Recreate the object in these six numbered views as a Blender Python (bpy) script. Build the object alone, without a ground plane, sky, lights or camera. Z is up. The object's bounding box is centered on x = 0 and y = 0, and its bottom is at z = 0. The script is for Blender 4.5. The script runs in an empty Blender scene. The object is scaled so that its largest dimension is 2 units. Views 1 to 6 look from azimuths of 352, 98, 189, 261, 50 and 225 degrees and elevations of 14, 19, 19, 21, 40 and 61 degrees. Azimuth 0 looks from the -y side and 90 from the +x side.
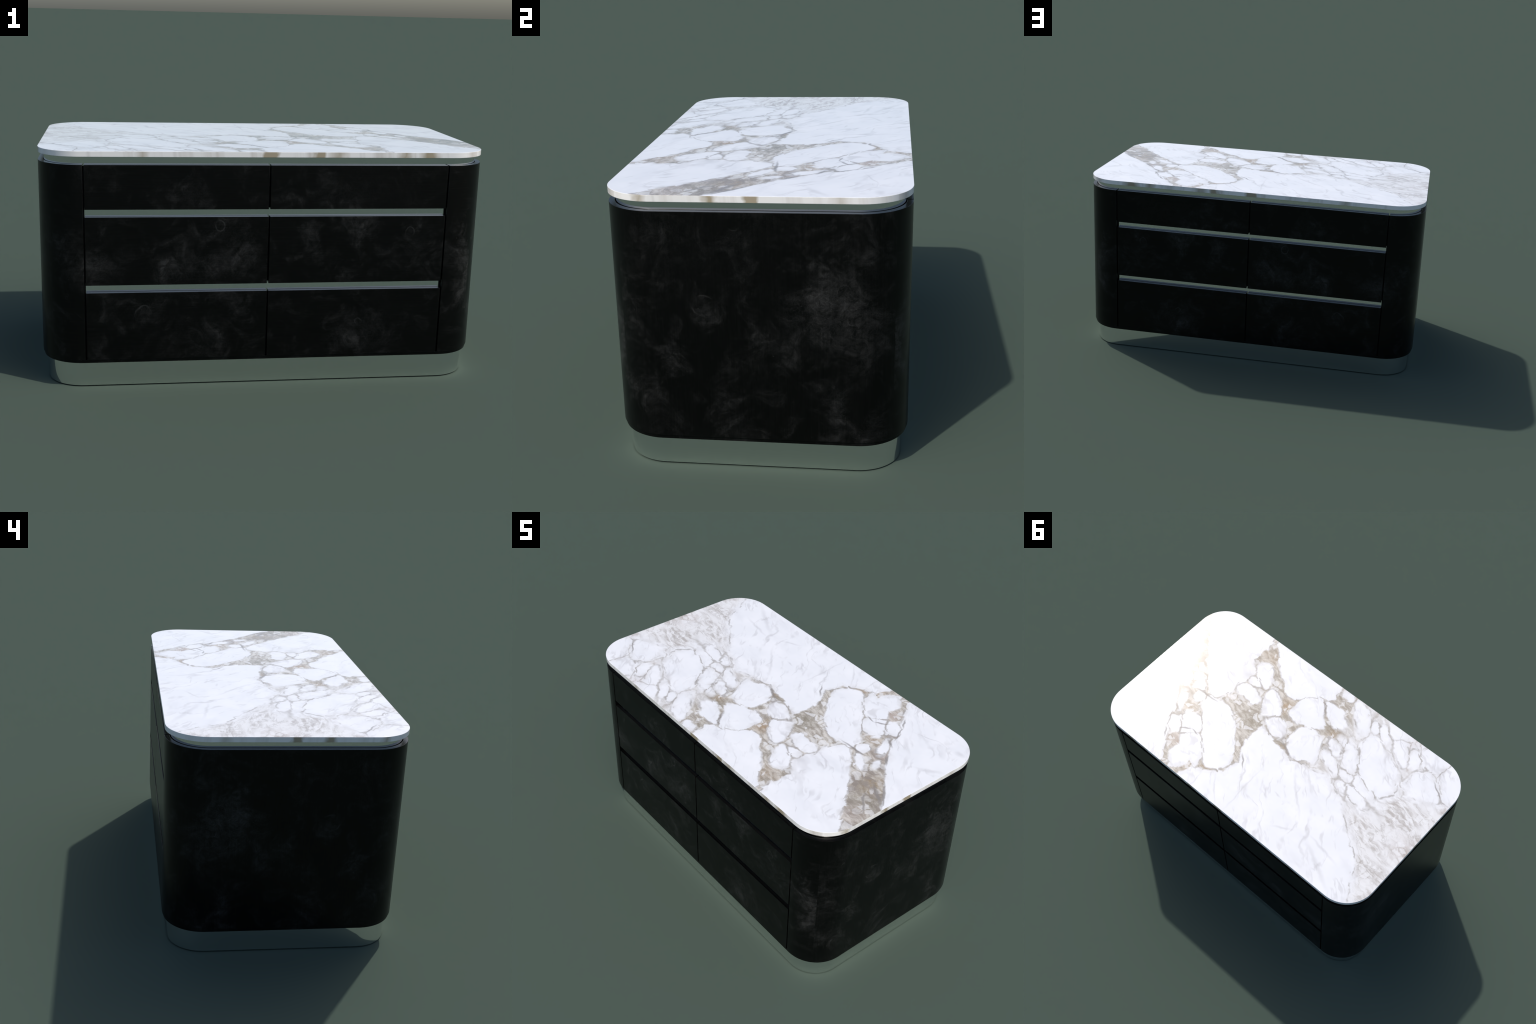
"""Kitchen island: marble slab on a black drawer body with mirror-steel recesses.

Frame: metres, z up, long side along x.  The front (-y) and the back (+y) carry
six drawers each; the two ends are curved panels that wrap round the corners.
"""
import bpy, bmesh, math

# ------------------------------------------------------------------ sizes
HALF_X, HALF_Y = 1.0, 0.549          # footprint of slab and body
R_SLAB, R_BODY = 0.185, 0.190        # corner radii in plan
Z_PLINTH = 0.1145                    # mirror plinth: 0 .. here
Z_BOARD = 0.1290                     # bottom board: plinth .. here
Z_BODY = 1.000                       # top of drawers and end panels
Z_SLAB0, Z_SLAB1 = 1.0338, 1.0580    # marble slab
INSET_PLINTH = 0.026
INSET_REVEAL = 0.0255                # mirror strip under the slab
INSET_RAIL = 0.0245                  # mirror strip in the grip channels
INSET_CARCASS = 0.027
X_END = 0.804                        # where the end panels stop
X_DRAWER = (0.0035, 0.7975)          # a drawer front, measured from the middle
ROWS = ((0.1300, 0.4370), (0.4715, 0.7740), (0.8072, Z_BODY))
CHANNELS = ((0.4300, 0.4775), (0.7700, 0.8112))
ARC = 20                             # segments per rounded corner

scene = bpy.context.scene
root = bpy.data.objects.new("kitchen_island", None)
scene.collection.objects.link(root)
root["label"] = "kitchen island, white veined marble top, black drawers"
root["category"] = "kitchen island"


# ------------------------------------------------------------------ node helper
class Net:
    """Small wrapper that makes node graphs readable."""

    def __init__(self, name):
        self.mat = bpy.data.materials.new(name)
        self.mat.use_nodes = True
        self.t = self.mat.node_tree
        self.t.nodes.clear()
        self.out = self.t.nodes.new("ShaderNodeOutputMaterial")
        self.bsdf = self.t.nodes.new("ShaderNodeBsdfPrincipled")
        self.t.links.new(self.bsdf.outputs[0], self.out.inputs[0])
        tc = self.t.nodes.new("ShaderNodeTexCoord")
        tc.object = root
        self.p = tc.outputs["Object"]
        self.n = self.t.nodes.new("ShaderNodeNewGeometry").outputs["Normal"]

    def plug(self, sock, v):
        if isinstance(v, bpy.types.NodeSocket):
            self.t.links.new(v, sock)
        elif v is not None:
            if sock.type == 'RGBA' and len(v) == 3:
                v = (*v, 1.0)
            sock.default_value = v

    def m(self, op, a, b=None, c=None, clamp=False):
        n = self.t.nodes.new("ShaderNodeMath")
        n.operation = op
        n.use_clamp = clamp
        for s, v in zip(n.inputs, (a, b, c)):
            self.plug(s, v)
        return n.outputs[0]

    def v(self, op, a, b=None, c=None):
        n = self.t.nodes.new("ShaderNodeVectorMath")
        n.operation = op
        for s, v in zip(n.inputs, (a, b, c)):
            self.plug(s, v)
        return n.outputs["Value" if op in ("LENGTH", "DISTANCE", "DOT_PRODUCT") else "Vector"]

    def xyz(self, vec):
        n = self.t.nodes.new("ShaderNodeSeparateXYZ")
        self.plug(n.inputs[0], vec)
        return n.outputs

    def vec(self, x, y, z):
        n = self.t.nodes.new("ShaderNodeCombineXYZ")
        for s, v in zip(n.inputs, (x, y, z)):
            self.plug(s, v)
        return n.outputs[0]

    def place(self, vec, loc=(0, 0, 0), deg=0.0, scale=(1, 1, 1), kind='TEXTURE'):
        n = self.t.nodes.new("ShaderNodeMapping")
        n.vector_type = kind
        self.plug(n.inputs["Vector"], vec)
        n.inputs["Location"].default_value = loc
        n.inputs["Rotation"].default_value = (0, 0, math.radians(deg))
        n.inputs["Scale"].default_value = scale
        return n.outputs[0]

    def noise(self, vec, scale, detail=3.0, rough=0.55, dist=0.0, color=False):
        n = self.t.nodes.new("ShaderNodeTexNoise")
        self.plug(n.inputs["Vector"], vec)
        n.inputs["Scale"].default_value = scale
        n.inputs["Detail"].default_value = detail
        n.inputs["Roughness"].default_value = rough
        n.inputs["Distortion"].default_value = dist
        return n.outputs["Color" if color else 0]

    def step(self, v, lo, hi, a=0.0, b=1.0):
        n = self.t.nodes.new("ShaderNodeMapRange")
        n.interpolation_type = 'SMOOTHSTEP'
        for s, x in zip(("Value", "From Min", "From Max", "To Min", "To Max"), (v, lo, hi, a, b)):
            self.plug(n.inputs[s], x)
        return n.outputs[0]

    def mix(self, f, a, b):
        n = self.t.nodes.new("ShaderNodeMix")
        n.data_type = 'RGBA'
        self.plug(n.inputs[0], f)
        self.plug(n.inputs[6], a)
        self.plug(n.inputs[7], b)
        return n.outputs[2]

    def fmix(self, f, a, b):
        n = self.t.nodes.new("ShaderNodeMix")
        self.plug(n.inputs[0], f)
        self.plug(n.inputs[2], a)
        self.plug(n.inputs[3], b)
        return n.outputs[0]

    def warp(self, vec, scale, amount, detail=3.0):
        c = self.noise(vec, scale, detail, color=True)
        c = self.v('SUBTRACT', c, (0.5, 0.5, 0.5))
        return self.v('MULTIPLY_ADD', c, (amount, amount, 0.0), vec)

    def oval(self, vec, cx, cy, a, b, deg):
        """Signed distance-like value of an ellipse: 0 on its rim."""
        q = self.place(vec, (cx, cy, 0), deg, (a, b, 1))
        return self.m('MULTIPLY_ADD', self.v('LENGTH', q), b, -b)

    def polygon(self, vec, pts):
        """Signed distance-like value of a convex polygon with softened corners."""
        one = self.v('ADD', vec, (0.0, 0.0, 1.0))
        area = sum(x0 * y1 - x1 * y0 for (x0, y0), (x1, y1) in zip(pts, pts[1:] + pts[:1]))
        turn = 1.0 if area > 0 else -1.0
        acc = None
        for (x0, y0), (x1, y1) in zip(pts, pts[1:] + pts[:1]):
            ln = math.hypot(x1 - x0, y1 - y0)
            nx, ny = turn * (y1 - y0) / ln, -turn * (x1 - x0) / ln
            d = self.v('DOT_PRODUCT', one, (nx, ny, -(nx * x0 + ny * y0)))
            acc = d if acc is None else self.m('SMOOTH_MAX', acc, d, 0.02)
        return acc

    def cells(self, vec, scale):
        n = self.t.nodes.new("ShaderNodeTexVoronoi")
        self.plug(n.inputs["Vector"], vec)
        n.inputs["Scale"].default_value = scale
        return n.outputs["Color"]

    def glow(self, vec, spots):
        """Sum of soft round spots (x, y, radius, strength)."""
        acc = None
        for x, y, r, s in spots:
            d = self.v('DISTANCE', vec, (x, y, 0))
            g = self.m('MULTIPLY_ADD', d, -1.0 / r, 1.0, clamp=True)
            g = self.m('MULTIPLY', g, s)
            acc = g if acc is None else self.m('ADD', acc, g)
        return self.m('MINIMUM', acc, 1.0)

    def thinnest(self, vec, veins):
        """Nearest of thin lens-shaped veins (x, y, half length, half width, angle)."""
        acc = None
        for x, y, a, w, deg in veins:
            d = self.v('LENGTH', self.place(vec, (x, y, 0), deg, (a, w, 1)))
            acc = d if acc is None else self.m('MINIMUM', acc, d)
        return acc

    def surface(self, color=None, rough=None, metal=0.0, bump=None, bump_h=0.001, bump_s=0.3, spec=0.5):
        self.plug(self.bsdf.inputs["Base Color"], color)
        self.plug(self.bsdf.inputs["Roughness"], rough)
        self.bsdf.inputs["Metallic"].default_value = metal
        self.bsdf.inputs["Specular IOR Level"].default_value = spec
        if bump is not None:
            n = self.t.nodes.new("ShaderNodeBump")
            n.inputs["Distance"].default_value = bump_h
            n.inputs["Strength"].default_value = bump_s
            self.plug(n.inputs["Height"], bump)
            self.t.links.new(n.outputs[0], self.bsdf.inputs["Normal"])
        return self.mat


# ------------------------------------------------------------------ marble
# Small white clasts of the breccia, as ovals: centre x, y, half axes, angle.
CLASTS = [
    # the middle of the slab
    (-0.113, -0.370, 0.102, 0.046, 160), (0.110, -0.078, 0.085, 0.052, 153),
    (0.230, -0.173, 0.098, 0.055, 134), (0.398, -0.141, 0.094, 0.039, 174),
    (0.405, -0.298, 0.090, 0.046, 136), (0.425, -0.227, 0.050, 0.026, 170),
    # the broken pieces towards +x
    (0.507, 0.250, 0.079, 0.075, 92), (0.659, 0.174, 0.064, 0.021, 119),
    (0.578, 0.304, 0.063, 0.047, 169), (0.665, -0.006, 0.056, 0.021, 141),
    (0.609, 0.070, 0.037, 0.035, 46), (0.735, 0.045, 0.030, 0.016, 120),
    # towards -x
    (-0.374, -0.190, 0.101, 0.045, 131), (-0.548, -0.090, 0.102, 0.040, 158),
    (-0.659, -0.430, 0.057, 0.037, 126),
    (-0.293, -0.106, 0.076, 0.031, 152), (-0.253, -0.195, 0.065, 0.026, 153),
    (-0.430, -0.092, 0.039, 0.028, 174), (-0.450, -0.023, 0.041, 0.021, 147),
    (-0.552, -0.020, 0.089, 0.034, 173), (-0.245, -0.459, 0.106, 0.040, 135),
    (-0.431, -0.453, 0.070, 0.032, 151), (-0.346, -0.459, 0.036, 0.023, 132),
    (-0.084, -0.527, 0.044, 0.025, 2), (-0.262, -0.258, 0.027, 0.015, 149),
    (-0.558, -0.441, 0.107, 0.031, 135), (-0.473, -0.517, 0.064, 0.043, 170),
]
# Large angular fragments and white fields.  Each is one or more convex
# polygons (corners in order); fields run on past the edge of the slab.
FIELDS = [
    [[(-.01, -.05), (-.01, -.15), (-.07, -.20), (-.16, -.18), (-.24, -.03), (-.16, .01), (-.07, .02)]],
    [[(.10, -.19), (.13, -.32), (.10, -.38), (.03, -.41), (-.08, -.30), (-.12, -.25), (-.09, -.215), (.03, -.165)]],
    [[(.38, .28), (.25, .385), (.165, .375), (.14, .30), (.17, .215), (.29, .095), (.40, .02), (.55, .005), (.57, .06)]],
    [[(.39, .27), (.29, .36), (.26, .455), (.33, .44), (.46, .40), (.51, .32), (.46, .27)],
     [(.33, .43), (.345, .50), (.40, .545), (.46, .48), (.45, .40)]],
    [[(-.36, -.30), (-.45, -.18), (-.53, -.12), (-.65, -.09), (-.71, -.20), (-.62, -.32), (-.43, -.41), (-.35, -.41)]],
    [[(-.72, -.29), (-.71, -.38), (-.75, -.42), (-.80, -.43), (-.87, -.37), (-.94, -.31), (-.87, -.25), (-.78, -.24)]],
    [[(-.66, -.48), (-.67, -.80), (-.85, -.80), (-.83, -.46), (-.78, -.425), (-.72, -.44)]],
    [[(-.84, -.45), (-.95, -.325), (-1.3, -.40), (-1.0, -.80), (-.86, -.80)]],
    [[(.50, -.52), (.41, -.44), (.20, -.28), (.13, -.30), (-.03, -.46), (.06, -.80), (.48, -.80)]],
    [[(.10, .20), (-.12, .04), (-.34, -.01), (-.47, .04), (-.80, .29), (-.97, .56), (-.90, .80), (0, .80)],
     [(.13, .20), (.125, .29), (.31, .56), (.25, .80), (-.20, .80), (-.20, .20)],
     [(.15, .38), (.22, .40), (.335, .57), (.20, .80), (-.10, .80), (0, .30)],
     [(.14, .18), (.185, .06), (.17, -.02), (.10, -.01), (-.12, .05), (-.10, .25), (.10, .25)]],
    [[(.455, .56), (.66, .23), (.77, .08), (1.02, -.19), (1.3, 0), (1.0, .80), (.50, .80)]],
    [[(.54, -.80), (.53, .01), (.61, -.02), (.80, -.215), (1.03, -.50), (1.1, -.80)],
     [(.47, -.29), (.48, -.08), (.535, .012), (.60, -.10), (.56, -.36)]],
]
# Fine grey veins that cross the white fields: x, y, half length, half width, angle.
FAINT_VEINS = [
    (0.078, 0.206, 0.037, 0.009, 151), (0.003, 0.352, 0.100, 0.006, 123), (-0.034, 0.366, 0.160, 0.006, 93),
    (-0.003, 0.155, 0.055, 0.007, 128), (-0.288, 0.187, 0.150, 0.010, 137),
    (-0.135, 0.294, 0.057, 0.008, 138), (-0.212, 0.263, 0.029, 0.006, 176),
    (-0.273, 0.061, 0.057, 0.008, 137), (-0.372, 0.397, 0.064, 0.010, 31),
    (-0.660, 0.445, 0.150, 0.016, 153), (-0.629, 0.355, 0.110, 0.010, 171),
    (0.090, 0.468, 0.100, 0.006, 136), (0.219, 0.504, 0.050, 0.006, 94),
    (0.746, 0.399, 0.085, 0.005, 18), (0.725, 0.271, 0.070, 0.012, 142),
    (0.926, 0.215, 0.075, 0.013, 31), (0.930, 0.429, 0.034, 0.016, 1),
]
DARK_VEINS = [
    (0.089, 0.233, 0.056, 0.006, 132),
    (0.504, 0.297, 0.047, 0.007, 43), (0.447, 0.270, 0.028, 0.005, 170),
    (0.580, 0.033, 0.100, 0.007, 5), (0.657, 0.214, 0.042, 0.009, 148),
    (-0.031, -0.359, 0.075, 0.008, 134), (-0.887, -0.358, 0.072, 0.006, 145),
    (0.742, 0.109, 0.050, 0.009, 132), (0.929, -0.099, 0.110, 0.007, 133),
    (0.908, -0.211, 0.085, 0.008, 134), (-0.040, 0.005, 0.080, 0.010, 156),
    (0.905, -0.120, 0.09, 0.014, 150), (0.583, 0.383, 0.045, 0.006, 129), (0.631, 0.299, 0.060, 0.005, 113),
]
OCHRE = [(0.153, -0.224, 0.075, 1.0), (-0.030, 0.007, 0.06, 0.5), (0.233, 0.400, 0.05, 0.6),
         (0.314, 0.483, 0.07, 0.5), (0.465, -0.434, 0.10, 0.45), (-0.680, -0.359, 0.05, 0.6),
         (-0.191, -0.267, 0.07, 0.6), (0.840, -0.092, 0.12, 0.5), (0.582, 0.171, 0.08, 0.5)]
OLIVE = [(0.170, -0.130, 0.10, 0.7), (-0.020, -0.120, 0.08, 0.6), (0.040, -0.030, 0.07, 0.7), (-0.190, -0.150, 0.06, 0.6), (-0.130, -0.300, 0.06, 0.7), (0.560, 0.100, 0.06, 0.5),
         (0.236, -0.018, 0.12, 0.9), (-0.030, 0.007, 0.09, 0.8), (-0.272, -0.223, 0.06, 0.8),
         (-0.397, -0.070, 0.05, 0.8), (-0.034, -0.474, 0.06, 0.9), (-0.191, -0.267, 0.10, 0.7),
         (0.233, 0.400, 0.06, 0.6), (0.840, -0.092, 0.14, 0.8), (0.942, -0.187, 0.14, 0.8)]
ROSE = [(-0.610, -0.490, 0.10, 1.0), (0.707, 0.112, 0.08, 1.0), (0.493, 0.379, 0.09, 0.9),
        (-0.982, 0.062, 0.12, 0.6), (-0.973, -0.308, 0.06, 1.0), (0.937, -0.304, 0.10, 0.7)]


def marble():
    k = Net("veined_marble")
    flat = k.v('MULTIPLY', k.p, (1, 1, 0))
    p = k.warp(flat, 8.0, 0.040, 2.0)
    pv = k.warp(p, 24.0, 0.018, 3.0)
    p = k.v('MULTIPLY_ADD', k.v('SUBTRACT', k.cells(p, 15.0), (0.5, 0.5, 0.5)), (0.017, 0.017, 0.0), p)
    p = k.warp(p, 22.0, 0.022, 3.0)
    p = k.warp(p, 70.0, 0.008, 2.0)
    x = k.xyz(flat)[0]

    # nearest and second nearest clast
    f1 = f2 = None
    q = p
    for i, group in enumerate([[c] for c in CLASTS] + FIELDS):
        if i % 6 == 5 or i >= len(CLASTS):
            # evaluate in short runs (keeps the shader's working memory small)
            q = k.v('MULTIPLY_ADD', f1, (1e-9, 1e-9, 0.0), p)
        d = None
        for c in group:
            e = k.polygon(q, c) if isinstance(c, list) else k.oval(q, *c)
            d = e if d is None else k.m('MINIMUM', d, e)
        if f1 is None:
            f1, f2 = d, 1.0
        else:
            f2 = k.m('MINIMUM', f2, k.m('MAXIMUM', f1, d))
            f1 = k.m('MINIMUM', f1, d)
    gap = k.m('SUBTRACT', f2, f1)

    # streaks run nearly along the slab
    loose = k.warp(pv, 5.0, 0.10, 4.0)
    lane = k.place(loose, deg=-10, scale=(3.6, 1.0, 1.0))
    streak = k.noise(lane, 42.0, 4.0, 0.6)
    cloud = k.noise(flat, 6.0, 3.0)
    fine = k.noise(p, 60.0, 4.0, 0.65)

    streaky = k.step(k.m('MULTIPLY_ADD', cloud, 0.35, x), 0.04, -0.24)
    soft = k.m('MULTIPLY', streaky, k.step(k.noise(flat, 5.0, 2.0), 0.30, 0.65, 0.01, 0.09))
    matrix = k.step(f1, k.m('MULTIPLY_ADD', soft, -0.35, -0.001), k.m('ADD', soft, k.step(cloud, 0.3, 0.7, 0.008, 0.022)))

    # colour of the ground mass between the clasts
    grey = k.mix(k.step(streak, 0.35, 0.65), (0.325, 0.29, 0.245), (0.58, 0.545, 0.495))
    pale = k.mix(k.m('MULTIPLY', k.step(streak, 0.38, 0.62, 1.0, 0.0), k.step(k.noise(lane, 12.0, 3.0), 0.36, 0.60)), (0.70, 0.69, 0.685), (0.43, 0.40, 0.375))
    ground = k.mix(streaky, grey, pale)
    ground = k.mix(k.m('MULTIPLY', k.glow(p, ROSE), k.step(fine, 0.25, 0.7, 0.9, 0.3)), ground, (0.40, 0.31, 0.265))
    ground = k.mix(k.m('MULTIPLY', k.glow(p, OLIVE), k.step(fine, 0.3, 0.65, 1.0, 0.35)), ground, (0.180, 0.155, 0.105))
    ground = k.mix(k.m('MULTIPLY', k.glow(p, OCHRE), k.step(fine, 0.3, 0.7, 1.0, 0.4)), ground, (0.34, 0.225, 0.115))
    # a net of hair veins through the pale, streaky end
    hair = k.m('ABSOLUTE', k.m('SUBTRACT', k.noise(k.place(p, deg=-14, scale=(2.2, 1.0, 1.0)), 13.0, 4.0, 0.6, 0.8), 0.5))
    hair = k.m('MULTIPLY', k.m('MULTIPLY', k.step(hair, 0.035, 0.0), streaky), k.step(cloud, 0.35, 0.65, 0.15, 0.60))
    ground = k.mix(hair, ground, (0.36, 0.335, 0.31))
    # milky clouding that dissolves the streaky end into white
    milk = k.m('MULTIPLY', streaky, k.step(k.noise(loose, 7.0, 4.0, 0.6), 0.48, 0.66, 0.0, 0.42))
    ground = k.mix(milk, ground, (0.74, 0.735, 0.74))
    # darker strands in the broad band at the +x end
    knot = k.step(k.noise(p, 11.0, 4.0, 0.65), 0.52, 0.70, 0.0, 0.6)
    ground = k.mix(k.m('MULTIPLY', knot, k.m('SUBTRACT', 1.0, streaky)), ground, (0.21, 0.18, 0.14))
    band = k.m('MULTIPLY', k.step(x, 0.55, 0.75), k.step(k.noise(k.place(loose, deg=-5, scale=(2.4, 1.0, 1.0)), 17.0, 4.0, 0.65), 0.46, 0.62, 0.0, 0.85))
    ground = k.mix(band, ground, (0.25, 0.215, 0.185))
    # splinters of white caught in the ground mass
    chip = k.t.nodes.new("ShaderNodeTexVoronoi")
    chip.feature = 'DISTANCE_TO_EDGE'
    chip.inputs["Scale"].default_value = 24.0
    k.plug(chip.inputs["Vector"], p)
    pick = k.step(k.noise(k.cells(p, 24.0), 7.0, 0.0), k.m('MULTIPLY_ADD', streaky, -0.02, 0.53), 0.58)
    chips = k.m('MULTIPLY', k.m('MULTIPLY', k.step(chip.outputs[0], 0.03, 0.16), pick), k.step(x, 0.80, 0.60, 0.45, 0.60))
    ground = k.mix(chips, ground, (0.74, 0.735, 0.735))

    # white body, very faintly clouded
    white = k.mix(k.step(cloud, 0.35, 0.7), (0.730, 0.735, 0.755), (0.775, 0.775, 0.79))
    faint = k.step(k.thinnest(pv, FAINT_VEINS), 1.4, 0.0)
    haze = k.m('MULTIPLY', k.step(k.noise(lane, 9.0, 3.0), 0.52, 0.72), 0.22)
    # long soft veins, nearly all running the same slanting way
    slant = k.place(k.warp(flat, 3.0, 0.22, 4.0), deg=136, scale=(3.4, 1.0, 1.0))
    for scale, width, force in ((5.5, 0.024, 0.42), (11.0, 0.030, 0.36)):
        long = k.step(k.m('ABSOLUTE', k.m('SUBTRACT', k.noise(slant, scale, 3.0, 0.5), 0.5)), width, 0.0)
        long = k.m('MULTIPLY', long, k.step(k.noise(flat, scale * 0.9, 2.0), 0.42, 0.68, 0.0, force))
        white = k.mix(long, white, (0.42, 0.405, 0.41))
    white = k.mix(k.m('MULTIPLY', faint, 0.38), white, (0.45, 0.44, 0.45))
    white = k.mix(haze, white, (0.57, 0.57, 0.60))

    # thin seams where clasts meet, and the darker rim of the ground mass
    width = k.step(cloud, 0.3, 0.7, 0.006, 0.018)
    seam = k.m('MULTIPLY', k.step(gap, width, 0.0), k.step(k.noise(flat, 9.0, 2.0), 0.30, 0.62, 0.40, 0.95))
    color = k.mix(seam, white, (0.34, 0.315, 0.29))
    # stain creeping a little way into the clasts
    creep = k.m('MULTIPLY', k.step(f1, -0.030, 0.0), k.step(k.noise(p, 11.0, 3.0), 0.42, 0.72, 0.0, 0.42))
    color = k.mix(creep, color, (0.50, 0.475, 0.45))
    color = k.mix(matrix, color, ground)
    rim = k.m('MULTIPLY', k.step(k.m('ABSOLUTE', k.m('SUBTRACT', f1, 0.006)), 0.008, 0.0),
              k.step(k.noise(flat, 14.0, 2.0), 0.42, 0.66, 0.0, 0.7))
    color = k.mix(rim, color, (0.27, 0.245, 0.22))
    dark = k.m('MULTIPLY', k.step(k.thinnest(k.v('MULTIPLY_ADD', rim, (1e-9, 1e-9, 0.0), pv), DARK_VEINS), 1.25, 0.35), 0.72)
    color = k.mix(dark, color, (0.22, 0.20, 0.185))

    # the sawn edge of the slab: soft vertical blotches
    pos, nor = k.xyz(k.p), k.xyz(k.n)
    along_x = k.m('GREATER_THAN', k.m('ABSOLUTE', nor[1]), k.m('ABSOLUTE', nor[0]))
    run = k.fmix(along_x, pos[1], pos[0])
    lead = k.vec(k.m('MULTIPLY_ADD', pos[2], 0.12, run), k.m('MULTIPLY', along_x, 3.7), 0.0)
    blot = k.noise(lead, 9.0, 4.0, 0.6)
    edge = k.mix(k.step(blot, 0.28, 0.52), (0.53, 0.50, 0.465), (0.77, 0.76, 0.745))
    edge = k.mix(k.m('MULTIPLY', k.step(k.noise(lead, 11.0, 3.0), 0.60, 0.76), 0.5), edge, (0.33, 0.32, 0.31))
    r = k.vec(k.m('MULTIPLY_ADD', k.noise(k.p, 22.0, 2.0), 0.05, k.m('ADD', run, -0.025)), 0.0, 0.0)
    stains_x = [(0.0, 0, 0.040, 2.2), (0.215, 0, 0.035, 1.8), (0.30, 0, 0.05, 0.7), (0.60, 0, 0.04, 0.9), (0.71, 0, 0.06, 1.3), (-0.55, 0, 0.04, 0.6)]
    stains_y = [(-0.006, 0, 0.030, 2.0), (-0.15, 0, 0.035, 1.2), (-0.40, 0, 0.03, 0.8), (0.30, 0, 0.04, 0.5)]
    stain = k.fmix(along_x, k.glow(r, stains_y), k.glow(r, stains_x))
    edge = k.mix(k.m('MULTIPLY', stain, 0.85), edge, (0.27, 0.215, 0.125))

    top = k.step(nor[2], 0.3, 0.6)
    color = k.mix(top, edge, color)
    return k.surface(color, 0.10, spec=0.5)


# ------------------------------------------------------------------ black veneer
SMOKE_FRONT = [
    (-0.23, 0.74, 0.12, 0.7), (-0.39, 0.64, 0.14, 0.8), (-0.22, 0.55, 0.14, 0.8), (-0.43, 0.54, 0.12, 0.8),
    (-0.13, 0.62, 0.13, 0.7), (-0.55, 0.33, 0.11, 0.5), (-0.25, 0.23, 0.12, 0.8), (-0.14, 0.36, 0.12, 0.5),
    (0.18, 0.68, 0.13, 0.8), (0.39, 0.70, 0.13, 0.7), (0.67, 0.70, 0.12, 0.7), (0.53, 0.63, 0.12, 0.6),
    (0.42, 0.29, 0.13, 0.7), (0.40, 0.20, 0.14, 0.8), (0.72, 0.55, 0.13, 0.8), (0.90, 0.55, 0.13, 1.0), (0.92, 0.46, 0.10, 1.3),
    (0.84, 0.66, 0.12, 0.7), (-0.83, 0.54, 0.14, 1.0), (-0.89, 0.68, 0.12, 0.6), (0.09, 0.89, 0.09, 0.7),
    (0.31, 0.86, 0.10, 0.4), (-0.34, 0.87, 0.12, 0.4), (-0.75, 0.52, 0.11, 0.6), (0.30, 0.50, 0.12, 0.3),
]
SMOKE_SIDE = [
    (-0.17, 0.66, 0.12, 0.9), (0.24, 0.79, 0.13, 1.0), (0.34, 0.61, 0.14, 0.9), (0.29, 0.72, 0.12, 0.8),
    (0.38, 0.48, 0.13, 0.6), (0.16, 0.69, 0.14, 0.8), (-0.44, 0.60, 0.13, 0.8), (-0.01, 0.55, 0.10, 0.6),
    (0.07, 0.48, 0.12, 0.7), (-0.29, 0.55, 0.10, 0.5), (-0.29, 0.44, 0.12, 0.6), (-0.45, 0.31, 0.12, 0.7),
    (0.38, 0.88, 0.12, 0.7), (0.27, 0.30, 0.12, 0.6), (0.34, 0.18, 0.13, 0.9), (-0.07, 0.94, 0.10, 0.6),
    (0.22, 0.53, 0.12, 0.8), (-0.32, 0.94, 0.10, 0.5), (-0.10, 0.25, 0.14, 0.4),
]
# pale rings left in the stain: x (or y), z, radius
RINGS_FRONT = [(0.415, 0.755, 0.045), (-0.215, 0.735, 0.022), (-0.55, 0.34, 0.035), (0.64, 0.705, 0.020), (0.42, 0.285, 0.016), (-0.47, 0.55, 0.014)]
RINGS_SIDE = [(0.345, 0.612, 0.018), (-0.065, 0.955, 0.020), (-0.185, 0.655, 0.040), (0.315, 0.72, 0.022)]


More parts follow.
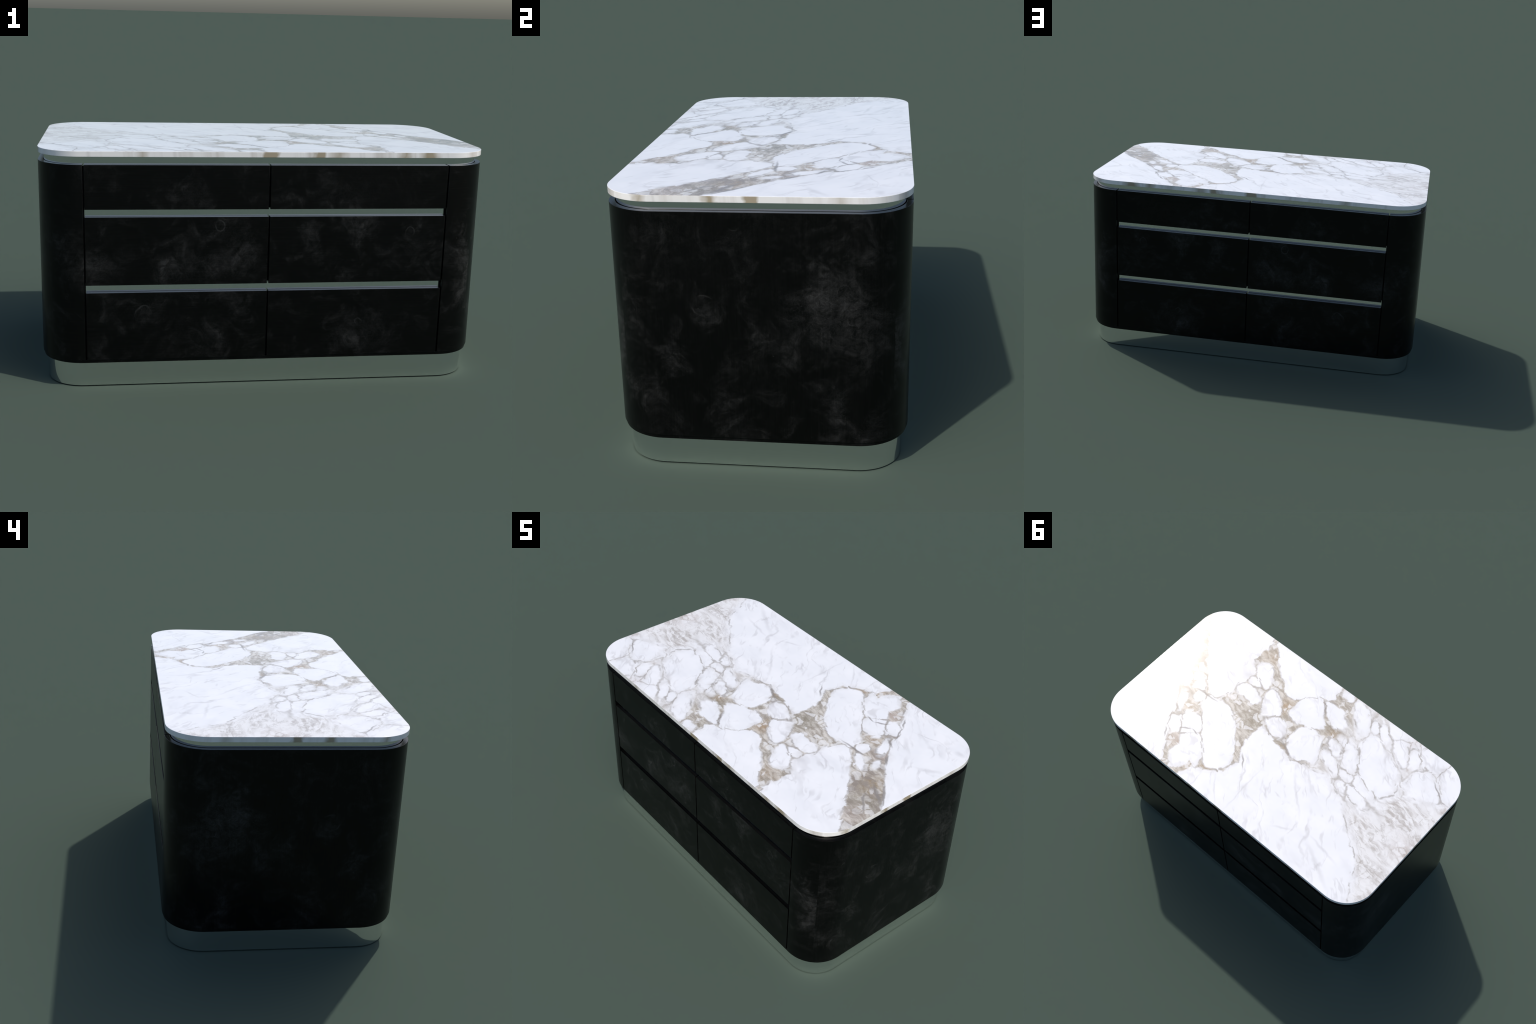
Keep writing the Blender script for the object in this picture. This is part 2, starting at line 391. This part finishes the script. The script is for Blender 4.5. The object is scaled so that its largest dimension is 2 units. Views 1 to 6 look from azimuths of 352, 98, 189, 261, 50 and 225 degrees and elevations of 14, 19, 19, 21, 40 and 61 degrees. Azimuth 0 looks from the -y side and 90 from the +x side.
def veneer():
    k = Net("smoky_black_veneer")
    pos, nor = k.xyz(k.p), k.xyz(k.n)
    front = k.m('GREATER_THAN', k.m('ABSOLUTE', nor[1]), k.m('ABSOLUTE', nor[0]))
    q_front = k.vec(pos[0], pos[2], 0.0)
    q_side = k.vec(pos[1], pos[2], 0.0)

    def smoke(q, seed, spots, rings):
        s = k.v('ADD', q, (seed, seed * 0.7, seed))
        w = k.warp(q, 5.0, 0.14, 4.0)
        area = k.glow(w, spots)
        puff = k.noise(s, 8.0, 8.0, 0.68, 1.0)
        body = k.step(k.m('MULTIPLY_ADD', area, 0.19, puff), 0.47, 0.98, 0.0, 0.75)
        mottle = k.step(k.noise(s, 24.0, 6.0, 0.72, 1.2), 0.34, 0.68, 0.25, 1.55)
        body = k.m('MULTIPLY', body, mottle)
        thread = None
        for scale, width in ((5.0, 0.006), (11.0, 0.012), (24.0, 0.030)):
            wisp = k.noise(s, scale, 5.0, 0.6, 2.4)
            line = k.step(k.m('ABSOLUTE', k.m('SUBTRACT', wisp, 0.5)), width, 0.0)
            thread = line if thread is None else k.m('MAXIMUM', thread, line)
        patchy = k.step(k.noise(s, 4.0, 3.0), 0.42, 0.66)
        thread = k.m('MULTIPLY', k.m('MULTIPLY', thread, patchy), k.m('MULTIPLY_ADD', area, 0.26, 0.10))
        halo = None
        wr = k.warp(q, 14.0, 0.030, 2.0)
        for x, z, r in rings:
            d = k.m('ABSOLUTE', k.m('SUBTRACT', k.v('DISTANCE', wr, (x, z, 0)), r))
            halo = d if halo is None else k.m('MINIMUM', halo, d)
        ring = k.m('MULTIPLY', k.step(halo, 0.0045, 0.0), k.step(k.noise(s, 16.0, 2.0), 0.4, 0.65, 0.0, 0.5))
        # tiny pale specks, most of them inside the smoky patches
        dot = k.t.nodes.new("ShaderNodeTexVoronoi")
        dot.inputs["Scale"].default_value = 30.0
        k.plug(dot.inputs["Vector"], k.warp(s, 40.0, 0.02, 1.0))
        rare = k.m('GREATER_THAN', k.xyz(dot.outputs["Color"])[0], 0.72)
        speck = k.m('MULTIPLY', k.m('MULTIPLY', k.step(dot.outputs["Distance"], 0.10, 0.02), rare), k.m('MULTIPLY_ADD', area, 0.6, 0.12))
        ring = k.m('ADD', ring, speck)
        return k.m('ADD', k.m('ADD', body, thread), ring)

    amount = k.fmix(front, smoke(q_side, 4.3, SMOKE_SIDE, RINGS_SIDE), smoke(q_front, 1.9, SMOKE_FRONT, RINGS_FRONT))
    grain_f = k.noise(k.v('MULTIPLY', q_front, (3.0, 90.0, 1.0)), 2.0, 4.0, 0.6)
    grain_s = k.noise(k.v('MULTIPLY', q_side, (90.0, 3.0, 1.0)), 2.0, 4.0, 0.6)
    grain = k.fmix(front, grain_s, grain_f)
    amount = k.m('MULTIPLY', amount, k.step(grain, 0.3, 0.7, 0.8, 1.15))
    base = k.mix(k.step(grain, 0.4, 0.7), (0.0006, 0.0006, 0.0006), (0.0016, 0.0016, 0.0016))
    color = k.mix(amount, base, (0.031, 0.031, 0.0305))
    return k.surface(color, 0.28, bump=grain, bump_h=0.0010, bump_s=0.22, spec=0.22)


def mirror_steel():
    k = Net("mirror_steel")
    hair = k.noise(k.v('MULTIPLY', k.p, (4.0, 4.0, 160.0)), 1.0, 2.0)
    rough = k.step(hair, 0.2, 0.8, 0.015, 0.035)
    return k.surface((0.93, 0.935, 0.93), rough, metal=1.0)


def dark_inside():
    k = Net("dark_carcass")
    n = k.noise(k.p, 30.0)
    return k.surface(k.mix(n, (0.002, 0.002, 0.002), (0.004, 0.004, 0.004)), 0.7, spec=0.2)


MARBLE, VENEER, MIRROR, INSIDE = marble(), veneer(), mirror_steel(), dark_inside()


# ------------------------------------------------------------------ shapes
def rounded_plan(a, b, r, seg=ARC):
    """Counter-clockwise outline of a rounded rectangle."""
    pts = []
    for sx, sy, t0 in ((1, -1, -90), (1, 1, 0), (-1, 1, 90), (-1, -1, 180)):
        for i in range(seg + 1):
            t = math.radians(t0 + 90.0 * i / seg)
            pts.append((sx * (a - r) + r * math.cos(t), sy * (b - r) + r * math.sin(t)))
    return pts


def prism(bm, plan, z0, z1):
    lo = [bm.verts.new((x, y, z0)) for x, y in plan]
    hi = [bm.verts.new((x, y, z1)) for x, y in plan]
    n = len(plan)
    bm.faces.new(lo[::-1])
    bm.faces.new(hi)
    for i in range(n):
        j = (i + 1) % n
        bm.faces.new((lo[i], lo[j], hi[j], hi[i]))


def make_mesh(name, build, bevel=0.0, bevel_seg=2, edge_filter=None):
    bm = bmesh.new()
    build(bm)
    bmesh.ops.recalc_face_normals(bm, faces=bm.faces)
    if bevel:
        edges = [e for e in bm.edges
                 if len(e.link_faces) == 2 and e.calc_face_angle() > math.radians(50)
                 and (edge_filter is None or edge_filter(e))]
        bmesh.ops.bevel(bm, geom=edges, offset=bevel, segments=bevel_seg, profile=0.5, affect='EDGES')
    for f in bm.faces:
        f.smooth = True
    for e in bm.edges:
        e.smooth = not (len(e.link_faces) == 2 and e.calc_face_angle() > math.radians(20))
    me = bpy.data.meshes.new(name)
    bm.to_mesh(me)
    bm.free()
    return me


def part(name, mesh, mat, parent=root):
    if not mesh.materials:
        mesh.materials.append(mat)
    ob = bpy.data.objects.new(name, mesh)
    ob.parent = parent
    scene.collection.objects.link(ob)
    return ob


def rounded_block(name, inset, r, z0, z1, mat, bevel=0.0):
    plan = rounded_plan(HALF_X - inset, HALF_Y - inset, r - inset)
    return part(name, make_mesh(name, lambda bm: prism(bm, plan, z0, z1), bevel), mat)


# slab, mirror strip under it, carcass, bottom board, plinth
rounded_block("countertop", 0.0, R_SLAB, Z_SLAB0, Z_SLAB1, MARBLE, 0.0014)
rounded_block("shadow_gap_strip", INSET_REVEAL, R_BODY, Z_BODY - 0.007, Z_SLAB0 + 0.004, MIRROR)
rounded_block("carcass", INSET_CARCASS, R_BODY, Z_BOARD - 0.004, Z_BODY - 0.010, INSIDE)
rounded_block("bottom_board", 0.005, R_BODY, Z_PLINTH, Z_BOARD, VENEER, 0.0010)
rounded_block("plinth_dark_line", INSET_PLINTH + 0.003, R_BODY, 0.0, 0.006, INSIDE)
rounded_block("plinth", INSET_PLINTH, R_BODY, 0.0022, Z_PLINTH + 0.004, MIRROR)


# curved end panels: a C in plan, wrapping two corners
def end_plan(thick=0.0225):
    outer = [(x, y) for x, y in rounded_plan(HALF_X, HALF_Y, R_BODY) if x > 0]
    inner = [(x, y) for x, y in rounded_plan(HALF_X - thick, HALF_Y - thick, R_BODY - thick) if x > 0]
    outer = [(X_END, -HALF_Y)] + outer + [(X_END, HALF_Y)]
    inner = [(X_END, -HALF_Y + thick)] + inner + [(X_END, HALF_Y - thick)]
    return outer, inner


def build_end(bm):
    outer, inner = end_plan()
    z0, z1 = ROWS[0][0], Z_BODY
    ring = lambda pts, z: [bm.verts.new((x, y, z)) for x, y in pts]
    ol, oh, il, ih = ring(outer, z0), ring(outer, z1), ring(inner, z0), ring(inner, z1)
    for i in range(len(outer) - 1):
        j = i + 1
        bm.faces.new((ol[i], ol[j], oh[j], oh[i]))
        bm.faces.new((il[j], il[i], ih[i], ih[j]))
        bm.faces.new((oh[i], oh[j], ih[j], ih[i]))
        bm.faces.new((ol[j], ol[i], il[i], il[j]))
    for i in (0, -1):
        bm.faces.new((ol[i], oh[i], ih[i], il[i]))


end_mesh = make_mesh("end_panel", build_end, 0.0010)
for turn in (0.0, math.pi):
    ob = part("end_panel", end_mesh, VENEER)
    ob.rotation_euler[2] = turn

# drawers: per row one mesh, used left and right, front and back
for z0, z1 in ROWS:
    w = X_DRAWER[1] - X_DRAWER[0]
    plan = [(-w / 2, 0.0), (w / 2, 0.0), (w / 2, 0.0225), (-w / 2, 0.0225)]
    mesh = make_mesh("drawer", lambda bm: prism(bm, plan, z0, z1), 0.0010)
    mid = sum(X_DRAWER) / 2
    for side in (-1, 1):
        for half in (-1, 1):
            ob = part("drawer", mesh, VENEER)
            ob.location = (half * mid, side * HALF_Y, 0.0)
            ob.rotation_euler[2] = 0.0 if side < 0 else math.pi

# mirror grip channels between the drawer rows
for z0, z1 in CHANNELS:
    e = X_DRAWER[1] + 0.001
    plan = [(-e, 0.0), (e, 0.0), (e, 0.008), (-e, 0.008)]
    mesh = make_mesh("grip_channel", lambda bm: prism(bm, plan, z0, z1))
    for side in (-1, 1):
        ob = part("grip_channel", mesh, MIRROR)
        ob.location = (0.0, side * (HALF_Y - INSET_RAIL), 0.0)
        ob.rotation_euler[2] = 0.0 if side < 0 else math.pi
